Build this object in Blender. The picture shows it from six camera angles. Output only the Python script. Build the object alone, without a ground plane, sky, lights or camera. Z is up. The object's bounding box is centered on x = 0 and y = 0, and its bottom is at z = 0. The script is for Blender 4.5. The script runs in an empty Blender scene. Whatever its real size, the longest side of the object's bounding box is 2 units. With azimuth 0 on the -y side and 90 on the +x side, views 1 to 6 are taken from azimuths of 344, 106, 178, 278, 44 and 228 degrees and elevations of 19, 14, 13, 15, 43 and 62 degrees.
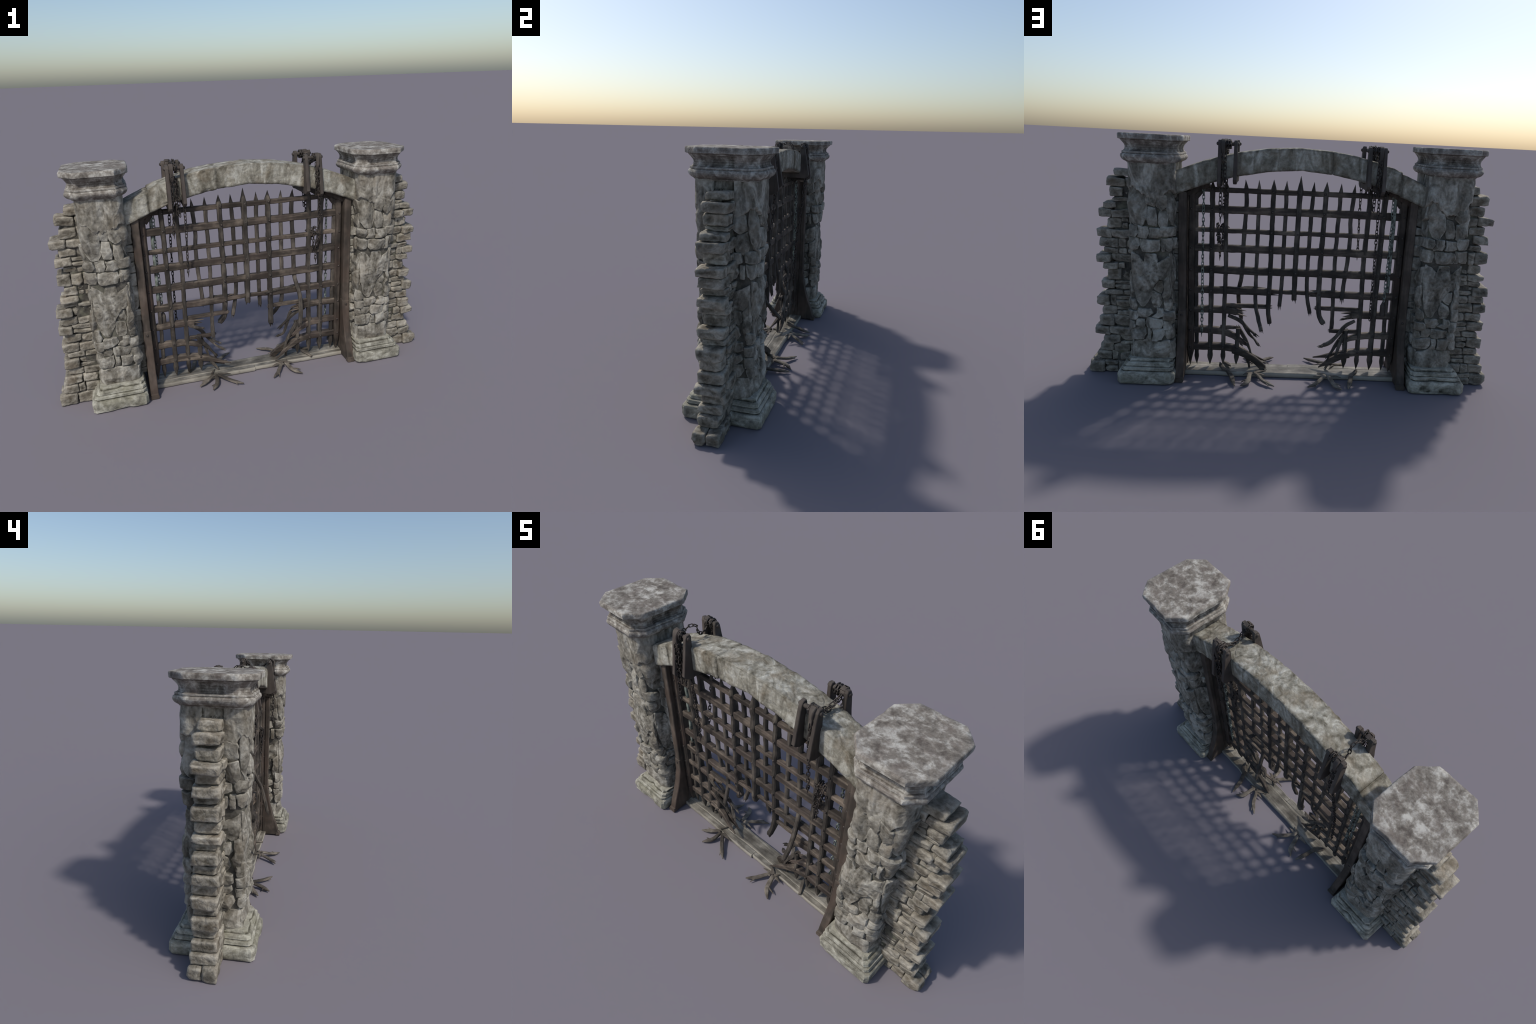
import bpy, math, random
import numpy as np
from mathutils import Vector

rng = random.Random(7)

# ------------------------------------------------------------------ noise
def _hash(ix, iy, iz, seed):
    h = (ix * 374761393 + iy * 668265263 + iz * 2147483647 + seed * 974634541) & 0xFFFFFFFF
    h = ((h ^ (h >> 13)) * 1274126177) & 0xFFFFFFFF
    h = ((h ^ (h >> 16)) * 2246822519) & 0xFFFFFFFF
    h = h ^ (h >> 15)
    return (h & 0xFFFF) / 32767.5 - 1.0

def vnoise(P, freq, seed=0):
    """value noise in -1..1 for points P (n,3)"""
    Q = np.asarray(P, float) * freq + 100.37
    I = np.floor(Q).astype(np.int64)
    F = Q - I
    F = F * F * F * (F * (F * 6 - 15) + 10)
    out = np.zeros(len(Q))
    for dx in (0, 1):
        wx = F[:, 0] if dx else 1 - F[:, 0]
        for dy in (0, 1):
            wy = F[:, 1] if dy else 1 - F[:, 1]
            for dz in (0, 1):
                wz = F[:, 2] if dz else 1 - F[:, 2]
                out += wx * wy * wz * _hash(I[:, 0] + dx, I[:, 1] + dy, I[:, 2] + dz, seed)
    return out

def fbm(P, freq, octaves=3, seed=0, gain=0.5):
    a, s = 1.0, 0.0
    t = 0.0
    for o in range(octaves):
        s = s + a * vnoise(P, freq * 2.03 ** o, seed + 17 * o)
        t += a
        a *= gain
    return s / t

def ridged(P, freq, octaves=3, seed=0):
    a, s, t = 1.0, 0.0, 0.0
    for o in range(octaves):
        s = s + a * (1 - 2 * np.abs(vnoise(P, freq * 2.1 ** o, seed + 31 * o)))
        t += a
        a *= 0.5
    return s / t

# ------------------------------------------------------------------ object helpers
ROOT = None
def make_obj(name, verts, faces, mat, parent=None, smooth_angle=40, kind=None):
    me = bpy.data.meshes.new(name)
    me.from_pydata([(float(v[0]), float(v[1]), max(0.0, float(v[2])) if name != "rivet" else float(v[2])) for v in verts], [], [tuple(map(int, f)) for f in faces])
    me.validate()
    me.materials.append(mat)
    if smooth_angle:
        me.shade_smooth()
        if smooth_angle < 180:
            me.set_sharp_from_angle(angle=math.radians(smooth_angle))
    ob = bpy.data.objects.new(name, me)
    bpy.context.scene.collection.objects.link(ob)
    ob.parent = parent if parent else ROOT
    if kind:
        ob["kind"] = kind
    return ob

class Bag:
    """collects several closed pieces into one mesh"""
    def __init__(self):
        self.v, self.f = [], []
    def add(self, v, f):
        o = len(self.v)
        self.v.extend(v)
        self.f.extend([tuple(i + o for i in q) for q in f])

def grid_faces(n, m, wrap=True, off=0):
    """n rings of m points -> quads"""
    f = []
    for i in range(n - 1):
        for j in range(m if wrap else m - 1):
            k = (j + 1) % m
            f.append((off + i * m + j, off + i * m + k, off + (i + 1) * m + k, off + (i + 1) * m + j))
    return f

def loft(rings, cap=True):
    n, m = len(rings), len(rings[0])
    v = [p for r in rings for p in r]
    f = grid_faces(n, m)
    if cap:
        f.append(tuple(reversed(range(m))))
        f.append(tuple(range((n - 1) * m, n * m)))
    return v, f

# ------------------------------------------------------------------ materials
def new_mat(name):
    m = bpy.data.materials.new(name)
    m.use_nodes = True
    nt = m.node_tree
    b = nt.nodes["Principled BSDF"]
    return m, nt, b

def N(nt, typ, **kw):
    n = nt.nodes.new(typ)
    for k, v in kw.items():
        if k == "inputs":
            for a, b in v.items():
                n.inputs[a].default_value = b
        else:
            setattr(n, k, v)
    return n

def ramp(nt, stops, interp="LINEAR"):
    r = N(nt, "ShaderNodeValToRGB")
    r.color_ramp.interpolation = interp
    e = r.color_ramp.elements
    while len(e) > 1:
        e.remove(e[-1])
    e[0].position, e[0].color = stops[0][0], (*stops[0][1], 1)
    for p, c in stops[1:]:
        x = e.new(p)
        x.color = (*c, 1)
    return r

def mix(nt, fac, a, b, blend="MIX"):
    m = N(nt, "ShaderNodeMix", data_type="RGBA", blend_type=blend)
    L = nt.links
    for sock, val in ((m.inputs[0], fac), (m.inputs[6], a), (m.inputs[7], b)):
        if isinstance(val, (int, float)):
            sock.default_value = val
        elif isinstance(val, tuple):
            sock.default_value = (*val, 1)
        else:
            L.new(val, sock)
    return m.outputs[2]

def math_node(nt, op, a, b=0.0, clamp=False):
    m = N(nt, "ShaderNodeMath", operation=op, use_clamp=clamp)
    for s, v in ((m.inputs[0], a), (m.inputs[1], b)):
        if isinstance(v, (int, float)):
            s.default_value = v
        else:
            nt.links.new(v, s)
    return m.outputs[0]

def noise_tex(nt, vec, scale, detail=6, rough=0.6, dist=0.0):
    n = N(nt, "ShaderNodeTexNoise")
    n.inputs["Scale"].default_value = scale
    n.inputs["Detail"].default_value = detail
    n.inputs["Roughness"].default_value = rough
    n.inputs["Distortion"].default_value = dist
    nt.links.new(vec, n.inputs["Vector"])
    return n.outputs["Fac"]

def mapped(nt, scale, loc=(0, 0, 0)):
    tc = N(nt, "ShaderNodeTexCoord")
    mp = N(nt, "ShaderNodeMapping")
    mp.inputs["Scale"].default_value = scale
    mp.inputs["Location"].default_value = loc
    nt.links.new(tc.outputs["Object"], mp.inputs["Vector"])
    return mp.outputs["Vector"]

def stone_material(name, dark, mid, light, stretch=(1, 1, 1), scale=9.0, tint=(0.30, 0.30, 0.20), tint_amt=0.35,
                   bump=0.35, vary=0.25, crev=0.8, edge=0.5, pos=(0.36, 0.52, 0.66), dist=1.0, tone=0.94):
    dark, mid, light, tint = (tuple(x * tone for x in q) for q in (dark, mid, light, tint))
    m, nt, b = new_mat(name)
    L = nt.links
    v = mapped(nt, stretch)
    vi = mapped(nt, (1, 1, 1), (3.1, 1.7, 0.4))
    n1 = noise_tex(nt, v, scale, 4, 0.58, dist)
    n2 = noise_tex(nt, vi, scale * 3.7, 5, 0.65, 0.3)
    s = math_node(nt, "ADD", math_node(nt, "MULTIPLY", n1, 0.72), math_node(nt, "MULTIPLY", n2, 0.28))
    col = ramp(nt, [(pos[0], dark), (pos[1], mid), (pos[2], light)])
    L.new(s, col.inputs["Fac"])
    c = col.outputs["Color"]
    # lichen / dirt tint
    nt_ = noise_tex(nt, vi, scale * 0.6, 3, 0.5)
    tr = ramp(nt, [(0.5, (0, 0, 0)), (0.68, (1, 1, 1))])
    L.new(nt_, tr.inputs["Fac"])
    c = mix(nt, math_node(nt, "MULTIPLY", tr.outputs["Color"], tint_amt), c, tint)
    # object variation
    oi = N(nt, "ShaderNodeObjectInfo")
    rv = N(nt, "ShaderNodeMapRange")
    rv.inputs["To Min"].default_value = 1 - vary
    rv.inputs["To Max"].default_value = 1 + vary
    L.new(oi.outputs["Random"], rv.inputs["Value"])
    hs = N(nt, "ShaderNodeHueSaturation")
    L.new(rv.outputs["Result"], hs.inputs["Value"])
    L.new(c, hs.inputs["Color"])
    c = hs.outputs["Color"]
    # occlusion shade painted dark into the crevices, worn edges light
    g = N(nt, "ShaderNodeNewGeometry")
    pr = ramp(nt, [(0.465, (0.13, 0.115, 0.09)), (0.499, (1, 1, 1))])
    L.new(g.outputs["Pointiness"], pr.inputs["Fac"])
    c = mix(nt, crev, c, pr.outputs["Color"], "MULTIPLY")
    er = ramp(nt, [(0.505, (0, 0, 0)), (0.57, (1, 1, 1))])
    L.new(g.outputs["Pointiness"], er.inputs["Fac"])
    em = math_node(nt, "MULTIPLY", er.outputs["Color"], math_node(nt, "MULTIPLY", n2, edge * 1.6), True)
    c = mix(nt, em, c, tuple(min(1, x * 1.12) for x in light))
    L.new(c, b.inputs["Base Color"])
    b.inputs["Roughness"].default_value = 0.92
    b.inputs["Specular IOR Level"].default_value = 0.2
    nb = noise_tex(nt, vi, 60, 6, 0.65)
    nc = noise_tex(nt, vi, 28, 2, 0.4, 0.8)
    hsum = math_node(nt, "ADD", math_node(nt, "MULTIPLY", nb, 0.8), math_node(nt, "MULTIPLY", nc, 1.8))
    bp = N(nt, "ShaderNodeBump")
    bp.inputs["Strength"].default_value = bump
    bp.inputs["Distance"].default_value = 0.006
    L.new(hsum, bp.inputs["Height"])
    L.new(bp.outputs["Normal"], b.inputs["Normal"])
    return m

def wood_material(name, dark, mid, light, stretch, scale=14.0, vary=0.2, bump=0.3, rough=0.75, accent=None, accent_amt=0.5, pos=(0.34, 0.52, 0.7)):
    m, nt, b = new_mat(name)
    L = nt.links
    v = mapped(nt, stretch)
    vi = mapped(nt, (1, 1, 1), (1.3, 0.2, 5.1))
    n1 = noise_tex(nt, v, scale, 6, 0.62, 0.4)
    n2 = noise_tex(nt, vi, 11, 4, 0.6)
    s = math_node(nt, "ADD", math_node(nt, "MULTIPLY", n1, 0.5), math_node(nt, "MULTIPLY", n2, 0.5))
    col = ramp(nt, [(pos[0], dark), (pos[1], mid), (pos[2], light)])
    L.new(s, col.inputs["Fac"])
    c = col.outputs["Color"]
    if accent:
        na = noise_tex(nt, vi, 7, 3, 0.5)
        ar = ramp(nt, [(0.48, (0, 0, 0)), (0.62, (1, 1, 1))])
        L.new(na, ar.inputs["Fac"])
        c = mix(nt, math_node(nt, "MULTIPLY", ar.outputs["Color"], accent_amt), c, accent)
    oi = N(nt, "ShaderNodeObjectInfo")
    rv = N(nt, "ShaderNodeMapRange")
    rv.inputs["To Min"].default_value = 1 - vary
    rv.inputs["To Max"].default_value = 1 + vary
    L.new(oi.outputs["Random"], rv.inputs["Value"])
    hs = N(nt, "ShaderNodeHueSaturation")
    L.new(rv.outputs["Result"], hs.inputs["Value"])
    L.new(c, hs.inputs["Color"])
    c = hs.outputs["Color"]
    g = N(nt, "ShaderNodeNewGeometry")
    er = ramp(nt, [(0.51, (0, 0, 0)), (0.6, (1, 1, 1))])
    L.new(g.outputs["Pointiness"], er.inputs["Fac"])
    c = mix(nt, math_node(nt, "MULTIPLY", er.outputs["Color"], 0.35), c, light)
    L.new(c, b.inputs["Base Color"])
    b.inputs["Roughness"].default_value = rough
    b.inputs["Specular IOR Level"].default_value = 0.3
    bp = N(nt, "ShaderNodeBump")
    bp.inputs["Strength"].default_value = bump
    bp.inputs["Distance"].default_value = 0.004
    L.new(n1, bp.inputs["Height"])
    L.new(bp.outputs["Normal"], b.inputs["Normal"])
    return m

def metal_material(name, a, bcol, rough=0.6, metallic=0.5, scale=40):
    m, nt, b = new_mat(name)
    v = mapped(nt, (1, 1, 1))
    n1 = noise_tex(nt, v, scale, 4, 0.6)
    col = ramp(nt, [(0.38, a), (0.62, bcol)])
    nt.links.new(n1, col.inputs["Fac"])
    nt.links.new(col.outputs["Color"], b.inputs["Base Color"])
    b.inputs["Roughness"].default_value = rough
    b.inputs["Metallic"].default_value = metallic
    return m

P3 = (0.37, 0.50, 0.64)
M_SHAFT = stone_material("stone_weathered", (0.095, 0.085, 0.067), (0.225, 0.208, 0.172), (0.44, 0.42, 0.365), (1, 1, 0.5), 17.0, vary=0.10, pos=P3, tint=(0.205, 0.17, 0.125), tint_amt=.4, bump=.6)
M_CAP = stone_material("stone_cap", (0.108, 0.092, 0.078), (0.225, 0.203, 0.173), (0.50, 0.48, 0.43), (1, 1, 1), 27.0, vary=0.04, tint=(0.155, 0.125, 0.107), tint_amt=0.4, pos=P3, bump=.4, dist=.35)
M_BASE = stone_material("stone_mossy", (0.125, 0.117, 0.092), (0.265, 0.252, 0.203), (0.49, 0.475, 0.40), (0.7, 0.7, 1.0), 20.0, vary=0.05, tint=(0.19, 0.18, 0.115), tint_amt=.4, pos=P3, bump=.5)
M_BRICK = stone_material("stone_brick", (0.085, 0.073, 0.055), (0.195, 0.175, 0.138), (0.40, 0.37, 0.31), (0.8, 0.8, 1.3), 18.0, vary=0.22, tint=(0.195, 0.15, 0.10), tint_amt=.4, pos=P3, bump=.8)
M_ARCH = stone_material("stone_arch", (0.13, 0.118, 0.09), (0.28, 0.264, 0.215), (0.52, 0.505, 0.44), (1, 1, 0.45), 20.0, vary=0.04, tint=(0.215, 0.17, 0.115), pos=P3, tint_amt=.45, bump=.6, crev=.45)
M_MORTAR = stone_material("stone_mortar", (0.045, 0.042, 0.036), (0.08, 0.074, 0.063), (0.13, 0.12, 0.10), (1, 1, 1), 30.0, vary=0.0)
PW = (0.39, 0.5, 0.63)
M_WOODH = wood_material("wood_beam_horizontal", (0.028, 0.022, 0.017), (0.058, 0.046, 0.036), (0.175, 0.14, 0.107), (0.12, 1, 1), 45, accent=(0.07, 0.050, 0.042), accent_amt=0.35, pos=PW, bump=.5)
M_WOODV = wood_material("wood_beam_vertical", (0.026, 0.022, 0.018), (0.052, 0.044, 0.036), (0.130, 0.110, 0.088), (1, 1, 0.12), 45, pos=PW, bump=.5)
M_POST = wood_material("wood_post", (0.024, 0.020, 0.016), (0.054, 0.043, 0.034), (0.12, 0.095, 0.076), (1, 1, 0.1), 35, accent=(0.074, 0.046, 0.034), accent_amt=0.45, pos=PW)
M_PULLEY = wood_material("wood_dark", (0.024, 0.020, 0.017), (0.050, 0.042, 0.035), (0.110, 0.092, 0.077), (1, 1, 0.12), 35, accent=(0.068, 0.049, 0.043), accent_amt=0.45, pos=PW)
M_SILL = wood_material("wood_sill_grey", (0.055, 0.048, 0.037), (0.128, 0.115, 0.092), (0.31, 0.285, 0.235), (0.1, 1, 1), 40, vary=0.06, bump=0.8, rough=.55, pos=PW)
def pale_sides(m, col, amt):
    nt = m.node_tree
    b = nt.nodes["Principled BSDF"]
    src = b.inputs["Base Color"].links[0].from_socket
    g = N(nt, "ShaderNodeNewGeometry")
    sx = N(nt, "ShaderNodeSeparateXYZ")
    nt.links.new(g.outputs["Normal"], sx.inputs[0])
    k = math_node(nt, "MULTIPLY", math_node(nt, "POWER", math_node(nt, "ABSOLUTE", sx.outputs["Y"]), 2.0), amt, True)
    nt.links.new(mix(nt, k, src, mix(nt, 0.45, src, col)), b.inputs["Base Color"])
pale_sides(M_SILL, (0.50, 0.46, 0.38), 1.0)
M_SPLINT = wood_material("wood_splinter", (0.040, 0.033, 0.026), (0.098, 0.083, 0.066), (0.23, 0.20, 0.16), (0.6, 0.6, 1), 30, vary=0.1, bump=0.5, pos=PW)
M_IRON = metal_material("iron_dark", (0.018, 0.016, 0.015), (0.075, 0.06, 0.05), 0.55, 0.4, 60)
M_GREEN = metal_material("verdigris", (0.05, 0.052, 0.043), (0.27, 0.31, 0.265), 0.6, 0.25, 45)

# ------------------------------------------------------------------ root
ROOT = bpy.data.objects.new("castle_gate", None)
bpy.context.scene.collection.objects.link(ROOT)
ROOT["label"] = "broken wooden portcullis gate between two ruined stone pillars"
ROOT["category"] = "castle gate"

# ------------------------------------------------------------------ rounded rectangle perimeter (for the shafts)
def perimeter_map(hx, hy, r, inflate=0.0):
    """returns fn(face, t01, off) -> x,y ; faces 0 front(-y) 1 right(+x) 2 back(+y) 3 left(-x); u may leave 0..1"""
    q = math.pi * r / 2
    half = [hx - r, hy - r, hx - r, hy - r]
    Ls = [2 * h + q for h in half]
    def at(face, u, off):
        face = face % 4
        while u < 0:
            face = (face - 1) % 4
            u = 1 + u * Ls[(face + 1) % 4] / Ls[face]
        while u > 1:
            u = (u - 1) * Ls[face] / Ls[(face + 1) % 4]
            face = (face + 1) % 4
        L = Ls[face]
        t = (u - 0.5) * L
        h = half[face]
        d = (hy if face % 2 == 0 else hx)
        if abs(t) <= h:
            lx, ly = t, d + off
        else:
            a = (abs(t) - h) / r
            s = 1 if t > 0 else -1
            lx = s * (h + (r + off) * math.sin(a))
            ly = d - r + (r + off) * math.cos(a)
        # local: lx to the right as seen from outside, ly outward
        if face == 0: return (lx, -ly)
        if face == 1: return (ly, lx)
        if face == 2: return (-lx, ly)
        return (-ly, -lx)
    return at, Ls

def resample_closed(poly, n, rough, r):
    P = np.array(poly, float)
    Q = np.roll(P, -1, axis=0)
    seg = np.linalg.norm(Q - P, axis=1)
    cum = np.concatenate([[0], np.cumsum(seg)])
    out = []
    for k in range(n):
        s = cum[-1] * k / n
        i = min(np.searchsorted(cum, s, side="right") - 1, len(P) - 1)
        f = (s - cum[i]) / max(seg[i], 1e-9)
        out.append(P[i] * (1 - f) + Q[i] * f)
    out = np.array(out)
    # soften corners a touch then roughen
    sm = (np.roll(out, 1, 0) + 2 * out + np.roll(out, -1, 0)) / 4
    out = sm
    return out

def polar_stone(poly, at, Ls, face, cx, h, rad=0.005, depth=0.014, facet=0.004, seed=0, tilt=(0, 0), n=56, m=12, rough=0.0026, grow=1.0, planes=6, slope=0.22):
    """solid hewn stone laid on the unrolled shaft; poly in (u, z) of that face"""
    L = Ls[face % 4]
    P = np.array([(u * L, z) for u, z in poly])
    area = np.sum(P[:, 0] * np.roll(P[:, 1], -1) - np.roll(P[:, 0], -1) * P[:, 1])
    if area < 0:
        P = P[::-1]
    pc = P.mean(axis=0)
    P = pc + (P - pc) * grow
    B = resample_closed(P, n, rough, None)
    B3 = np.column_stack([B, np.full(len(B), seed * 0.37)])
    B = B + np.column_stack([fbm(B3, 50, 3, seed), fbm(B3, 50, 3, seed + 5)]) * rough * 1.6
    c = B.mean(axis=0)
    R = np.linalg.norm(B - c, axis=1)
    Rm = R.min()
    k_in = max(3, int(m * 0.6))
    edge = min(0.5, rad * 1.5 / max(Rm, 1e-6))
    ts = list(np.linspace(0, 1 - edge, k_in + 1))[1:] + list(1 - edge * (1 - np.linspace(0, 1, m - k_in + 1)[1:]))
    verts2 = [c]
    for t in ts:
        verts2.extend(c + (B - c) * t)
    V2 = np.array(verts2)
    tt = np.concatenate([[0.0], np.repeat(ts, n)])
    rr = np.concatenate([[Rm], np.tile(R, len(ts))])
    dist = (1 - tt) * np.minimum(rr, Rm * 2.2)
    q = np.clip(dist / rad, 0, 1)
    prof = rad * (np.sqrt(np.clip(1 - (1 - q) ** 2, 0, 1)) - 1)
    S3 = np.column_stack([V2, np.full(len(V2), seed * 1.13)])
    rel = V2 - c
    off = np.full(len(V2), h)
    RR = random.Random(seed * 7 + 1)
    # hewn facets: the stone is cut by a few random planes
    for k in range(planes):
        i = RR.randrange(len(B))
        anchor = c + (B[i] - c) * RR.uniform(.15, .8)
        ang = RR.uniform(0, 6.283)
        g = np.array([math.cos(ang), math.sin(ang)]) * RR.uniform(.4, 1) * slope
        out = (anchor - c)
        if np.dot(g, out) > 0:
            g = -g
        off = np.minimum(off, h + RR.uniform(-.001, .004) + (V2 - anchor) @ g)
    off = np.maximum(off, h - 0.016)
    off = off + prof + facet * (0.28 * ridged(S3, 16, 2, seed) + 0.42 * fbm(S3, 45, 3, seed + 3) - 0.1) * (0.35 + 0.65 * q) + tilt[0] * rel[:, 0] + tilt[1] * rel[:, 1]
    V = []
    edge_of = q
    for kk, ((s, z), o) in enumerate(zip(V2, off)):
        x, y = at(face, s / L, max(o, -0.0035 if edge_of[kk] > .3 else -depth * 0.7))
        V.append((cx + x, y, z))
    for (s, z) in c + (B - c) * 0.985:
        x, y = at(face, s / L, -depth)
        V.append((cx + x, y, z))
    F = [(0, 1 + i, 1 + (i + 1) % n) for i in range(n)]
    F += [tuple(reversed(q)) for q in grid_faces(len(ts) + 1, n, True, 1)]
    return V, F

# one face of shaft masonry, u across the face (0..1), z in metres
# (polygon, height over the core, facet amount)
FACE = [
    # big lumps under the plaster band
    ([(-0.05, .955), (0.30, .925), (0.40, .86), (0.42, .80), (0.30, .752), (0.10, .762), (-0.04, .80), (-0.09, .88)], .012, .007),
    ([(0.33, .93), (0.62, .93), (0.66, .875), (0.60, .845), (0.42, .855)], .009, .004),
    ([(0.64, .915), (0.90, .90), (0.93, .845), (0.78, .825), (0.66, .85)], .013, .005),
    ([(0.44, .845), (0.62, .838), (0.70, .79), (0.66, .755), (0.46, .762), (0.41, .80)], .011, .004),
    ([(0.72, .825), (0.93, .835), (0.955, .775), (0.90, .735), (0.72, .755), (0.69, .79)], .012, .005),
    # middle courses: long flat slabs, some of them wrapping round the corner
    ([(-0.16, .762), (0.16, .752), (0.20, .728), (0.12, .708), (-0.14, .712), (-0.18, .735)], .013, .004),
    ([(0.20, .756), (0.44, .752), (0.47, .722), (0.40, .700), (0.16, .705), (0.22, .73)], .008, .004),
    ([(0.48, .752), (0.80, .748), (0.82, .712), (0.66, .700), (0.46, .702), (0.50, .725)], .013, .004),
    ([(-0.14, .703), (0.20, .700), (0.22, .672), (0.17, .645), (-0.02, .640), (-0.10, .652)], .008, .004),
    ([(0.24, .694), (0.74, .692), (0.77, .668), (0.72, .640), (0.30, .638), (0.24, .66)], .016, .005),
    ([(0.78, .700), (0.88, .700), (0.87, .640), (0.78, .640)], .006, .003),
    # the great slab with its pointed lower edge
    ([(0.01, .632), (0.18, .622), (0.33, .592), (0.38, .628), (0.66, .628), (0.70, .59), (0.80, .60), (0.99, .622), (0.99, .545), (0.93, .50), (0.76, .512), (0.64, .482), (0.56, .46),
      (0.50, .42), (0.34, .368), (0.22, .372), (0.12, .40), (0.04, .46), (-0.01, .55)], .014, .009),
    ([(0.68, .498), (0.80, .502), (0.84, .465), (0.78, .44), (0.64, .448), (0.58, .462)], .000, .004),
    ([(0.84, .505), (0.99, .53), (0.99, .44), (0.96, .382), (0.88, .372), (0.82, .43), (0.87, .465)], .012, .006),
    ([(0.54, .452), (0.76, .432), (0.80, .40), (0.74, .372), (0.58, .366), (0.50, .40)], .004, .004),
    ([(-0.08, .60), (-0.025, .60), (-0.015, .47), (0.03, .43), (-0.06, .425)], .004, .003),
    # lower courses
    ([(-0.12, .418), (0.08, .405), (0.14, .372), (0.08, .352), (-0.10, .358)], .009, .004),
    ([(-0.14, .350), (0.14, .348), (0.18, .325), (0.12, .306), (-0.12, .308)], .014, .004),
    ([(0.16, .362), (0.50, .364), (0.56, .340), (0.44, .322), (0.18, .320)], .010, .005),
    ([(0.66, .366), (0.84, .362), (0.86, .330), (0.70, .318), (0.52, .326), (0.66, .345)], .013, .004),
    ([(0.12, .312), (0.34, .310), (0.37, .290), (0.30, .272), (0.10, .276)], .006, .003),
    ([(0.38, .318), (0.80, .312), (0.85, .290), (0.76, .270), (0.40, .272), (0.36, .295)], .015, .004),
    ([(-0.15, .300), (0.07, .300), (0.10, .272), (0.02, .256), (-0.13, .258)], .008, .004),
    ([(-0.08, .254), (0.08, .266), (0.36, .268), (0.38, .238), (0.30, .212), (-0.06, .212), (-0.10, .235)], .014, .006),
    ([(0.40, .266), (0.53, .264), (0.54, .236), (0.50, .212), (0.36, .210), (0.41, .235)], .007, .003),
    ([(0.56, .265), (0.84, .266), (0.87, .238), (0.80, .212), (0.56, .210), (0.58, .24)], .015, .004),
    # foot block
    ([(0.02, .195), (0.30, .200), (0.42, .208), (0.68, .198), (0.97, .205), (1.00, .165), (1.00, .112), (0.0, .112), (0.0, .160)], .012, .006),
]

def jitter_poly(poly, amt, r):
    return [(u + r.uniform(-amt, amt) * 0.8, z + r.uniform(-amt, amt) * 0.28) for u, z in poly]

def build_pillar(side):
    cx = -0.0085 + side * 0.682
    hx, hy, r = 0.095, 0.1225, 0.030
    at, Ls = perimeter_map(hx, hy, r)
    R = random.Random(11 + side)
    # core of dark mortar
    rings = []
    for z in (0.100, 0.60, 1.06):
        ring = []
        for face in range(4):
            for k in range(12):
                x, y = at(face, (k + 0.5) / 12, -0.007)
                ring.append((cx + x, y, z))
        rings.append(ring)
    v, f = loft(rings)
    core = make_obj("pillar", v, f, M_MORTAR, None, 60)
    # plaster band at the top with a ragged lower edge
    n = 220
    rings = [[] for _ in range(34)]
    base_pts = []
    for i in range(n):
        face, u = divmod(i / n * 4, 1.0)
        base_pts.append((int(face), u))
    S = np.array([[math.cos(i / n * 6.283) * 0.3, math.sin(i / n * 6.283) * 0.3, side * 0.7] for i in range(n)])
    cut = 0.897 + 0.030 * fbm(S, 9, 3, 4) + 0.012 * fbm(S, 40, 2, 9)
    for i, (face, u) in enumerate(base_pts):
        cut[i] += 0.028 * math.cos((u - 0.02) * 2 * math.pi) - 0.022 * math.exp(-((u - 0.84) / 0.1) ** 2)
    rows = len(rings)
    for k in range(rows):
        t = k / (rows - 1)
        zz = cut + (1.05 - cut) * t
        pts = []
        for i, (face, u) in enumerate(base_pts):
            x, y = at(face, u, 0)
            pts.append((cx + x, y, zz[i]))
        Pn = np.array(pts)
        o = 0.0095 + 0.0055 * ridged(Pn * np.array([1, 1, .40]), 17, 3, 2) + 0.0035 * fbm(Pn * np.array([1, 1, .6]), 48, 3, 8) - 0.012 * np.clip(fbm(Pn, 12, 2, 33) - .18, 0, 1)
        d = (zz - cut)
        o -= 0.010 * np.clip(1 - d / 0.010, 0, 1) ** 2
        if k == 0:
            o[:] = -0.014
        for i, (face, u) in enumerate(base_pts):
            oo = o[i]
            if (face == (1 if side > 0 else 3)) and 0.32 < u < 0.68 and zz[i] > 0.995 :
                oo -= 0.008
            x, y = at(face, u, oo)
            rings[k].append((cx + x, y, zz[i]))
    last = []
    for face, u in base_pts:
        x, y = at(face, u, -0.05)
        last.append((cx + x, y, 1.0495))
    rings.append(last)
    rows += 1
    v = [p for q in rings for p in q]
    make_obj("pillar_plaster", v, grid_faces(rows, n), M_SHAFT, core, 180)
    # stones on the four faces
    c = 0
    for face in range(4):
        for poly, h, facet in FACE:
            c += 1
            if face == (2 + side) % 4 and False:
                continue
            P = jitter_poly(poly, 0.012 if len(poly) < 12 else 0.008, R)
            big = len(poly) > 12
            v, f = polar_stone(P, at, Ls, face, cx, h + R.uniform(-.004, .006), rad=0.005 if big else 0.0042, facet=facet * 1.3,
                               seed=c + 200 * (side + 1), tilt=(R.uniform(-.06, .06), R.uniform(-.10, .10)), grow=1.01 if big else 1.05,
                               planes=22 if big else 7, slope=.30 if big else .46,
                               n=150 if big else (96 if len(poly) > 8 else 64), m=30 if big else 14)
            make_obj("stone", v, f, M_SHAFT, core, 38)
    return core

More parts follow.
